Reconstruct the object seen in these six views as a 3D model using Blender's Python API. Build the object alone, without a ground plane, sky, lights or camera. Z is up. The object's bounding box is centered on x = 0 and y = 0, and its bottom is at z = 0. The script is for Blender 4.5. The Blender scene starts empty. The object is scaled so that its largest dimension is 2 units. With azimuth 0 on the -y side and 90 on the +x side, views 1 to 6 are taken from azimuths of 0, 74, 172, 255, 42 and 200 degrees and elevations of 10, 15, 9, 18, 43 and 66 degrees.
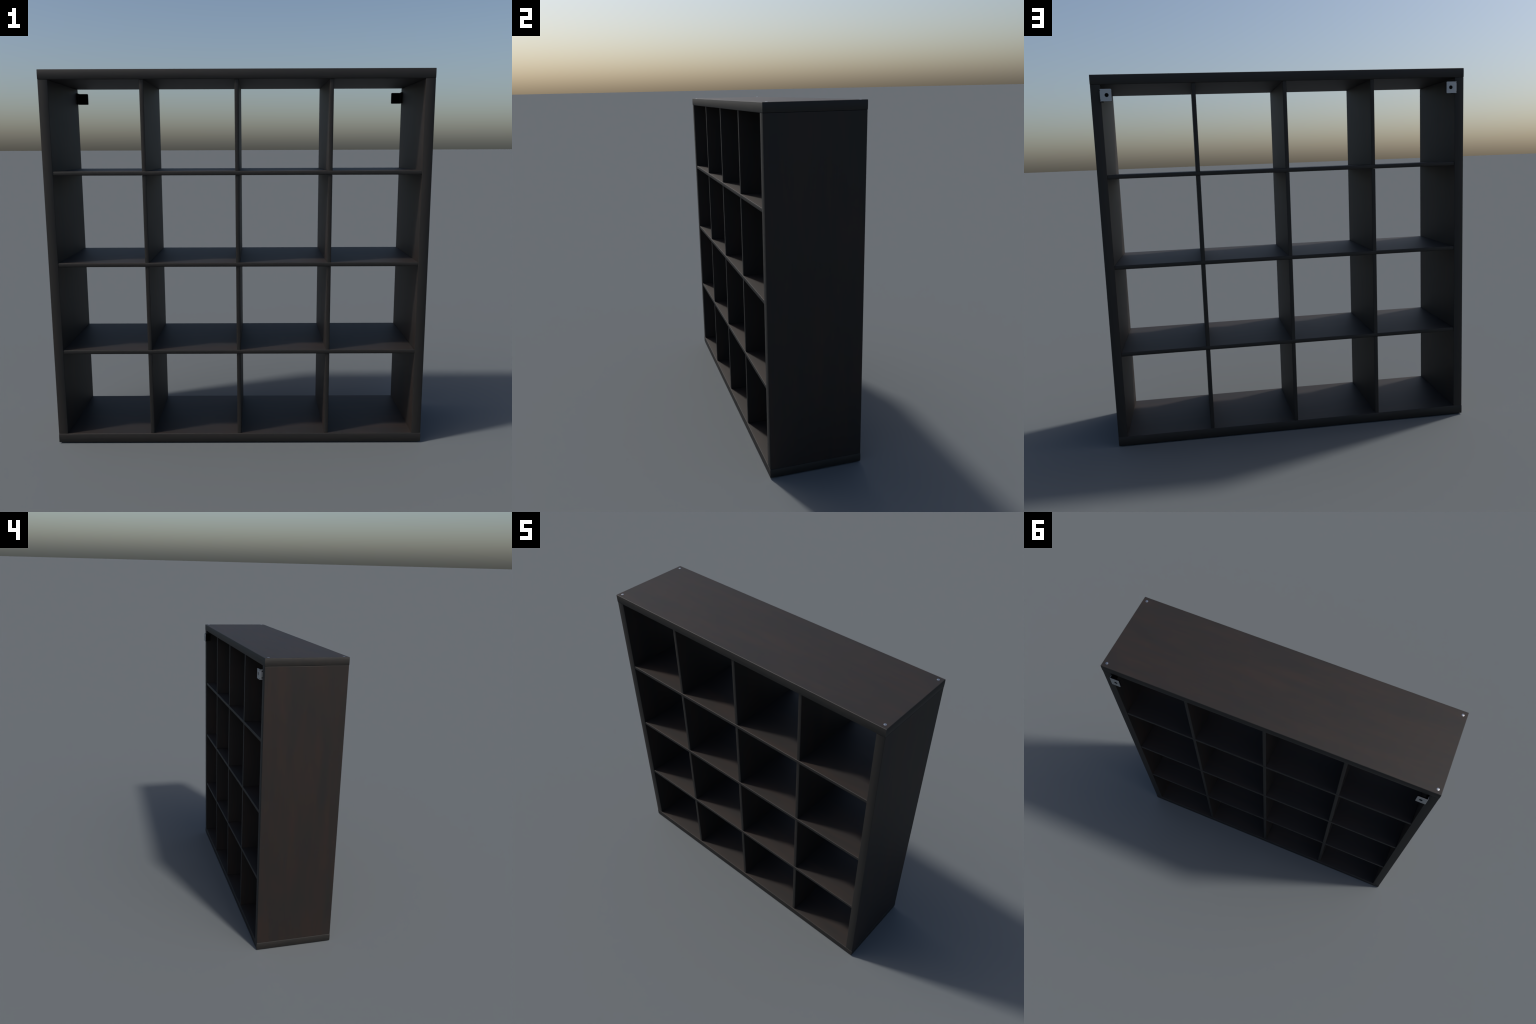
import bpy, bmesh, math
from mathutils import Vector, Matrix

# ------------------------------------------------------------------ sizes (metres)
HALF_W = 0.9994            # half width of the top and bottom panel
Y_FRONT, Y_BACK = -0.2755, 0.2576
Z_BOTTOM, Z_TOP = 0.0034, 1.9989
SLAB = 0.0500              # thickness of the top and bottom panels
THIN = 0.0212              # thickness of shelves and dividers
OVERHANG = 0.0004          # the panels of the frame stand proud of the side panels
SHELF_FRONT_SET, SHELF_BACK_SET = 0.0025, 0.0050
DIVIDER_BACK_SET = 0.0060
CELLS = 4

IN_LOW, IN_HIGH = Z_BOTTOM + SLAB, Z_TOP - SLAB
SIDE = 0.0502              # thickness of the side panels
IN_HALF = HALF_W - OVERHANG - SIDE
CELL_W = (2 * IN_HALF - (CELLS - 1) * THIN) / CELLS
CELL_H = (IN_HIGH - IN_LOW - (CELLS - 1) * THIN) / CELLS

# ------------------------------------------------------------------ materials
def nodes_of(name):
    m = bpy.data.materials.new(name)
    m.use_nodes = True
    nt = m.node_tree
    return m, nt, nt.nodes["Principled BSDF"]


def wood(name, stretch, dark, mid, warm, rough, size=17.0):
    """Black-brown stained veneer: soft streaks that run along the grain."""
    m, nt, b = nodes_of(name)
    N, L = nt.nodes.new, nt.links.new
    tc, info = N("ShaderNodeTexCoord"), N("ShaderNodeObjectInfo")
    add = N("ShaderNodeVectorMath"); add.operation = "MULTIPLY_ADD"
    comb = N("ShaderNodeCombineXYZ")
    for i in range(3):
        L(info.outputs["Random"], comb.inputs[i])
    L(comb.outputs[0], add.inputs[0])
    add.inputs[1].default_value = (7.3, 11.9, 5.1)
    L(tc.outputs["Object"], add.inputs[2])

    def streak(scale, detail, along):
        mp = N("ShaderNodeMapping")
        mp.inputs["Scale"].default_value = [along if s else 1.0 for s in stretch]
        L(add.outputs[0], mp.inputs["Vector"])
        nz = N("ShaderNodeTexNoise")
        nz.inputs["Scale"].default_value = scale
        nz.inputs["Detail"].default_value = detail
        nz.inputs["Roughness"].default_value = 0.6
        nz.inputs["Distortion"].default_value = 0.4
        L(mp.outputs[0], nz.inputs["Vector"])
        return nz.outputs["Fac"]

    broad = streak(size, 3.0, 0.14)
    fine = streak(120.0, 4.0, 0.05)
    ramp = N("ShaderNodeValToRGB")
    cr = ramp.color_ramp
    cr.elements[0].position, cr.elements[0].color = 0.34, (*dark, 1)
    cr.elements[1].position, cr.elements[1].color = 0.66, (*warm, 1)
    e = cr.elements.new(0.5); e.color = (*mid, 1)
    L(broad, ramp.inputs[0])
    mr = N("ShaderNodeMapRange")
    mr.inputs["From Min"].default_value, mr.inputs["From Max"].default_value = 0.3, 0.7
    mr.inputs["To Min"].default_value, mr.inputs["To Max"].default_value = 0.93, 1.07
    L(fine, mr.inputs["Value"])
    mul = N("ShaderNodeVectorMath"); mul.operation = "SCALE"
    L(ramp.outputs["Color"], mul.inputs[0]); L(mr.outputs[0], mul.inputs["Scale"])
    L(mul.outputs[0], b.inputs["Base Color"])
    rr = N("ShaderNodeMapRange")
    rr.inputs["To Min"].default_value, rr.inputs["To Max"].default_value = rough - 0.03, rough + 0.03
    L(fine, rr.inputs["Value"]); L(rr.outputs[0], b.inputs["Roughness"])
    b.inputs["Specular IOR Level"].default_value = SPEC
    return m


DARK, MID, WARM = (0.0148, 0.0123, 0.0111), (0.0176, 0.0130, 0.0111), (0.0222, 0.0142, 0.0111)
ROUGH = 0.60
SPEC = 0.40
wood_x = wood("blackbrown_wood_lengthwise", (1, 0, 0), DARK, MID, WARM, ROUGH)
wood_z = wood("blackbrown_wood_upright", (0, 0, 1), (0.0124, 0.0110, 0.0101), (0.0158, 0.0114, 0.0097), (0.0212, 0.0124, 0.0095), ROUGH, 13.0)

EDGE = [(0.0135, 0.0126, 0.0113), (0.0150, 0.0134, 0.0118), (0.0175, 0.0142, 0.0120)]
edge_x = wood("edge_band_lengthwise", (1, 0, 0), *EDGE, ROUGH)
edge_z = wood("edge_band_upright", (0, 0, 1), *EDGE, ROUGH)


def metal(name, colour, rough):
    m, nt, b = nodes_of(name)
    N, L = nt.nodes.new, nt.links.new
    tc, nz, mr = N("ShaderNodeTexCoord"), N("ShaderNodeTexNoise"), N("ShaderNodeMapRange")
    nz.inputs["Scale"].default_value = 180.0
    L(tc.outputs["Object"], nz.inputs["Vector"])
    mr.inputs["To Min"].default_value, mr.inputs["To Max"].default_value = rough - 0.05, rough + 0.05
    L(nz.outputs["Fac"], mr.inputs["Value"]); L(mr.outputs[0], b.inputs["Roughness"])
    b.inputs["Base Color"].default_value = (*colour, 1)
    b.inputs["Metallic"].default_value = 1.0
    return m


steel = metal("zinc_steel", (0.42, 0.43, 0.44), 0.58)
screw_steel = metal("bright_screw_steel", (0.46, 0.48, 0.51), 0.38)


def plain(name, colour, rough, spec=0.5):
    m, nt, b = nodes_of(name)
    N, L = nt.nodes.new, nt.links.new
    tc, nz, mr = N("ShaderNodeTexCoord"), N("ShaderNodeTexNoise"), N("ShaderNodeMapRange")
    nz.inputs["Scale"].default_value = 90.0
    L(tc.outputs["Object"], nz.inputs["Vector"])
    mr.inputs["To Min"].default_value, mr.inputs["To Max"].default_value = 0.85, 1.15
    L(nz.outputs["Fac"], mr.inputs["Value"])
    s = N("ShaderNodeVectorMath"); s.operation = "SCALE"
    s.inputs[0].default_value = colour
    L(mr.outputs[0], s.inputs["Scale"]); L(s.outputs[0], b.inputs["Base Color"])
    b.inputs["Roughness"].default_value = rough
    b.inputs["Specular IOR Level"].default_value = spec
    return m


inner_black = plain("black_inner_face", (0.002, 0.002, 0.002), 0.7, 0.08)

# ------------------------------------------------------------------ helpers
root = bpy.data.objects.new("bookshelf", None)
bpy.context.collection.objects.link(root)
root["label"] = "tall square black-brown open cube bookshelf, four by four"
root["category"] = "bookshelf"


def to_object(name, bm, material, location=(0, 0, 0), parent=root, sharp=math.radians(25)):
    bmesh.ops.recalc_face_normals(bm, faces=bm.faces)
    me = bpy.data.meshes.new(name)
    bm.to_mesh(me); bm.free()
    me.polygons.foreach_set("use_smooth", [True] * len(me.polygons))
    me.set_sharp_from_angle(angle=sharp)
    for mat in (material if isinstance(material, (list, tuple)) else [material]):
        me.materials.append(mat)
    o = bpy.data.objects.new(name, me)
    bpy.context.collection.objects.link(o)
    o.parent = parent
    o.location = location
    return o


def plank(size, axis, bevel, crown, steps=6):
    """A board whose thin direction is `axis`: flat faces, a small bevel, and edge
    bands that are crowned by a hair across the thickness."""
    other = [i for i in range(3) if i != axis]
    half = [s / 2 for s in size]
    t = half[axis]
    arc = [(bevel * (1 - math.sin(a)), bevel * (1 - math.cos(a))) for a in (math.pi / 2 * i / 4 for i in range(1, 5))]
    rings = []
    for i in range(steps + 1):
        k = -1 + 2 * i / steps
        rings.append((k * (t - bevel), crown * k * k))
    rings = [(-t + d, crown + e) for d, e in reversed(arc)] + rings + [(t - d, crown + e) for d, e in arc]
    bm = bmesh.new()
    loops = []
    for h, inset in rings:
        ring = []
        for sa, sb in ((-1, -1), (1, -1), (1, 1), (-1, 1)):
            co = [0, 0, 0]
            co[axis] = h
            co[other[0]] = sa * (half[other[0]] - inset)
            co[other[1]] = sb * (half[other[1]] - inset)
            ring.append(bm.verts.new(co))
        loops.append(ring)
    for a, b in zip(loops, loops[1:]):
        for i in range(4):
            j = (i + 1) % 4
            bm.faces.new((a[i], a[j], b[j], b[i]))
    bm.faces.new(loops[0]); bm.faces.new(loops[-1])
    return bm


def soften_edges(obj, axis, bevel, tilt):
    """Edge bands shade as if gently rounded: their normals lean towards the nearer
    face, and the rounded bevel carries on from there to the flat face."""
    me = obj.data
    t = max(v.co[axis] for v in me.vertices)
    lean = Vector((0, 0, 0)); lean[axis] = 1
    normals = []
    for p in me.polygons:
        n = p.normal
        flat = Vector(n); flat[axis] = 0
        if flat.length < 0.01:
            normals += [n] * p.loop_total
            continue
        p.material_index = 1
        flat.normalize()
        for i in p.loop_indices:
            h = me.vertices[me.loops[i].vertex_index].co[axis]
            k = abs(h) / (t - bevel)
            if k <= 1.0001:
                a = tilt * k
            else:
                q = math.asin(min(1, (abs(h) - (t - bevel)) / bevel)) / (math.pi / 2)
                q = q if q > 0.98 else 0.58      # mostly one facet, turned a little upwards
                a = tilt + (math.pi / 2 - tilt) * q
            normals.append(flat * math.cos(a) + lean * math.copysign(math.sin(a), h))
    me.normals_split_custom_set([tuple(v) for v in normals])


# ------------------------------------------------------------------ frame
TILT = math.radians(15)
depth = Y_BACK - Y_FRONT
y_mid = (Y_BACK + Y_FRONT) / 2
BEVEL = 0.0022
CROWN = 0.0003

slab = to_object("top_panel", plank((2 * HALF_W, depth, SLAB), 2, BEVEL, CROWN), [wood_x, edge_x],
                 (0, y_mid, Z_TOP - SLAB / 2))
soften_edges(slab, 2, BEVEL, TILT)
low = slab.copy(); low.name = "bottom_panel"
bpy.context.collection.objects.link(low)
low.location.z = Z_BOTTOM + SLAB / 2

side = to_object("side_panel", plank((SIDE, depth - 4 * OVERHANG, IN_HIGH - IN_LOW - 0.0004), 0, 0.0013, CROWN), [wood_z, edge_z],
                 (-(IN_HALF + SIDE / 2), y_mid, (IN_HIGH + IN_LOW) / 2))
soften_edges(side, 0, 0.0013, TILT)
other = side.copy(); bpy.context.collection.objects.link(other)
other.location.x *= -1

# ------------------------------------------------------------------ shelves and dividers
first = None
for k in range(1, CELLS):
    z = IN_LOW + k * CELL_H + (k - 0.5) * THIN
    if first is None:
        first = o = to_object("shelf", plank((2 * IN_HALF - 0.0004, depth - SHELF_FRONT_SET - SHELF_BACK_SET, THIN), 2, 0.0018, 0.0002), [wood_x, edge_x])
        soften_edges(o, 2, 0.0018, TILT)
    else:
        o = first.copy(); bpy.context.collection.objects.link(o)
    o.location = (0, y_mid + (SHELF_FRONT_SET - SHELF_BACK_SET) / 2, z + 0.0004)

first = None
for row in range(CELLS):
    z = IN_LOW + row * (CELL_H + THIN) + CELL_H / 2
    for k in range(1, CELLS):
        x = -IN_HALF + k * CELL_W + (k - 0.5) * THIN - 0.0006
        if first is None:
            first = o = to_object("divider", plank((THIN, depth - 2 * DIVIDER_BACK_SET, CELL_H - 0.0003), 0, 0.0016, 0.0002), [wood_z, edge_z])
            soften_edges(o, 0, 0.0016, TILT)
        else:
            o = first.copy(); bpy.context.collection.objects.link(o)
        o.location = (x, y_mid, z)

# ------------------------------------------------------------------ wall brackets at the back of the top cells
BR_Z0, BR_Z1 = 1.8640, 1.9250
BR_Y = 0.2755                 # rear face
BR_IN, BR_OUT = 0.8932, 0.9512  # x extent of the plate that meets the wall
BR_FRONT = 0.222              # front end of the flange screwed to the side panel
BEND = 0.004


def angle_sheet(x_in, x_out, y_front, y_back, z0, z1, t, radius):
    """L section in plan (plate along x, flange along -y), extruded upwards."""
    pts = [(x_in, y_back)]
    for i in range(7):
        a = math.pi / 2 * (1 - i / 6)
        pts.append((x_out - radius + radius * math.cos(a), y_back - radius + radius * math.sin(a)))
    pts += [(x_out, y_front), (x_out - t, y_front)]
    r = max(radius - t, 0.0008)
    for i in range(7):
        a = math.pi / 2 * i / 6
        pts.append((x_out - t - r + r * math.cos(a), y_back - t - r + r * math.sin(a)))
    pts.append((x_in, y_back - t))
    bm = bmesh.new()
    a = [bm.verts.new((x, y, z0)) for x, y in pts]
    b = [bm.verts.new((x, y, z1)) for x, y in pts]
    n = len(pts)
    for i in range(n):
        j = (i + 1) % n
        bm.faces.new((a[i], a[j], b[j], b[i]))
    bm.faces.new(a); bm.faces.new(b)
    corners = [e for e in bm.edges if all(abs(v.co.x - x_in) < 1e-6 for v in e.verts)
               and abs(e.verts[0].co.z - e.verts[1].co.z) < 1e-6]
    bmesh.ops.bevel(bm, geom=corners, offset=0.0042, segments=5, profile=0.5, affect="EDGES")
    return bm


def cutter(centre, direction, radius, length):
    bm = bmesh.new()
    bmesh.ops.create_cone(bm, cap_ends=True, segments=32, radius1=radius, radius2=radius, depth=length)
    bm.transform(Matrix.Translation(centre) @ Vector((0, 0, 1)).rotation_difference(Vector(direction)).to_matrix().to_4x4())
    return bm


def cut(obj, cutters):
    for bm in cutters:
        me = bpy.data.meshes.new("cut"); bm.to_mesh(me); bm.free()
        c = bpy.data.objects.new("cut", me)
        bpy.context.collection.objects.link(c)
        c.location = (obj.parent if obj.parent is not root else obj).location
        md = obj.modifiers.new("hole", "BOOLEAN")
        md.operation, md.object, md.solver = "DIFFERENCE", c, "EXACT"
        bpy.context.view_layer.update()
        new = bpy.data.meshes.new_from_object(obj.evaluated_get(bpy.context.evaluated_depsgraph_get()))
        obj.modifiers.clear()
        obj.data = new
        bpy.data.objects.remove(c)
    obj.data.set_sharp_from_angle(angle=math.radians(25))


PLATE_HOLE = (0.9174, BR_Y, (BR_Z0 + BR_Z1) / 2)
SHEET, INNER = 0.003, 0.008
for sign in (-1, 1):
    centre = Vector((sign * (BR_IN + BR_OUT) / 2, (BR_Y + BR_FRONT) / 2, (BR_Z0 + BR_Z1) / 2))

    def placed(bm):
        bm.transform(Matrix.Translation(-centre) @ Matrix.Diagonal((sign, 1, 1, 1)))
        return bm

    plate = to_object("wall_bracket", placed(angle_sheet(BR_IN, BR_OUT, BR_FRONT, BR_Y, BR_Z0, BR_Z1, SHEET, BEND)), steel, centre)
    inner_layer = to_object("black_inner_layer", placed(angle_sheet(BR_IN, BR_OUT - SHEET, BR_FRONT, BR_Y - SHEET, BR_Z0, BR_Z1, INNER, 0.002)), inner_black,
                    (0, 0, 0), plate)
    hole = Vector((sign * PLATE_HOLE[0], PLATE_HOLE[1], PLATE_HOLE[2])) - centre
    holes = [lambda: cutter(hole, (0, 1, 0), 0.0103, 0.06)]
    for dz in (0.0062, BR_Z1 - BR_Z0 - 0.0062):
        corner = Vector((sign * BR_OUT, BR_Y, BR_Z0 + dz)) - centre
        holes.append(lambda c=corner: cutter(c, (sign, 1, 0), 0.0027, 0.02))
        rear = Vector((sign * BR_OUT, 0.2600, BR_Z0 + dz + (0.004 if dz < 0.03 else -0.004))) - centre
        holes.append(lambda c=rear: cutter(c, (1, 0, 0), 0.0040, 0.012))
    cut(plate, [h() for h in holes])

# ------------------------------------------------------------------ screws and feet
def revolve(profile, segments=40):
    bm = bmesh.new()
    rows = []
    for r, z in profile:
        if r == 0:
            rows.append([bm.verts.new((0, 0, z))])
        else:
            rows.append([bm.verts.new((r * math.cos(2 * math.pi * i / segments), r * math.sin(2 * math.pi * i / segments), z)) for i in range(segments)])
    for a, b in zip(rows, rows[1:]):
        for i in range(segments):
            j = (i + 1) % segments
            if len(a) == 1:
                bm.faces.new((a[0], b[i], b[j]))
            elif len(b) == 1:
                bm.faces.new((a[i], a[j], b[0]))
            else:
                bm.faces.new((a[i], a[j], b[j], b[i]))
    return bm


R, H = 0.0077, 2.0 - Z_TOP
head = [(0, -0.0010), (0.0018, -0.0010), (0.0022, 0.92 * H)]
for i in range(1, 8):
    r = 0.0024 + (R - 0.0024) * i / 7
    head.append((r, H * (1 - 0.75 * (r / R) ** 2.2)))
head[3] = (0.0032, H)
head.append((R, -0.0015))
SX, SY = 0.0266, 0.0275
first = None
for low_side in (False, True):
    for sx in (-1, 1):
        for y in (Y_FRONT + SY, Y_BACK - SY):
            if first is None:
                first = o = to_object("screw", revolve(head), screw_steel, sharp=math.radians(50))
            else:
                o = first.copy(); bpy.context.collection.objects.link(o)
            o.location = (sx * (HALF_W - SX), y, Z_BOTTOM if low_side else Z_TOP)
            o.rotation_euler = (math.pi, 0, 0) if low_side else (0, 0, 0)
            o.scale = (1, 1, Z_BOTTOM / H if low_side else 1)
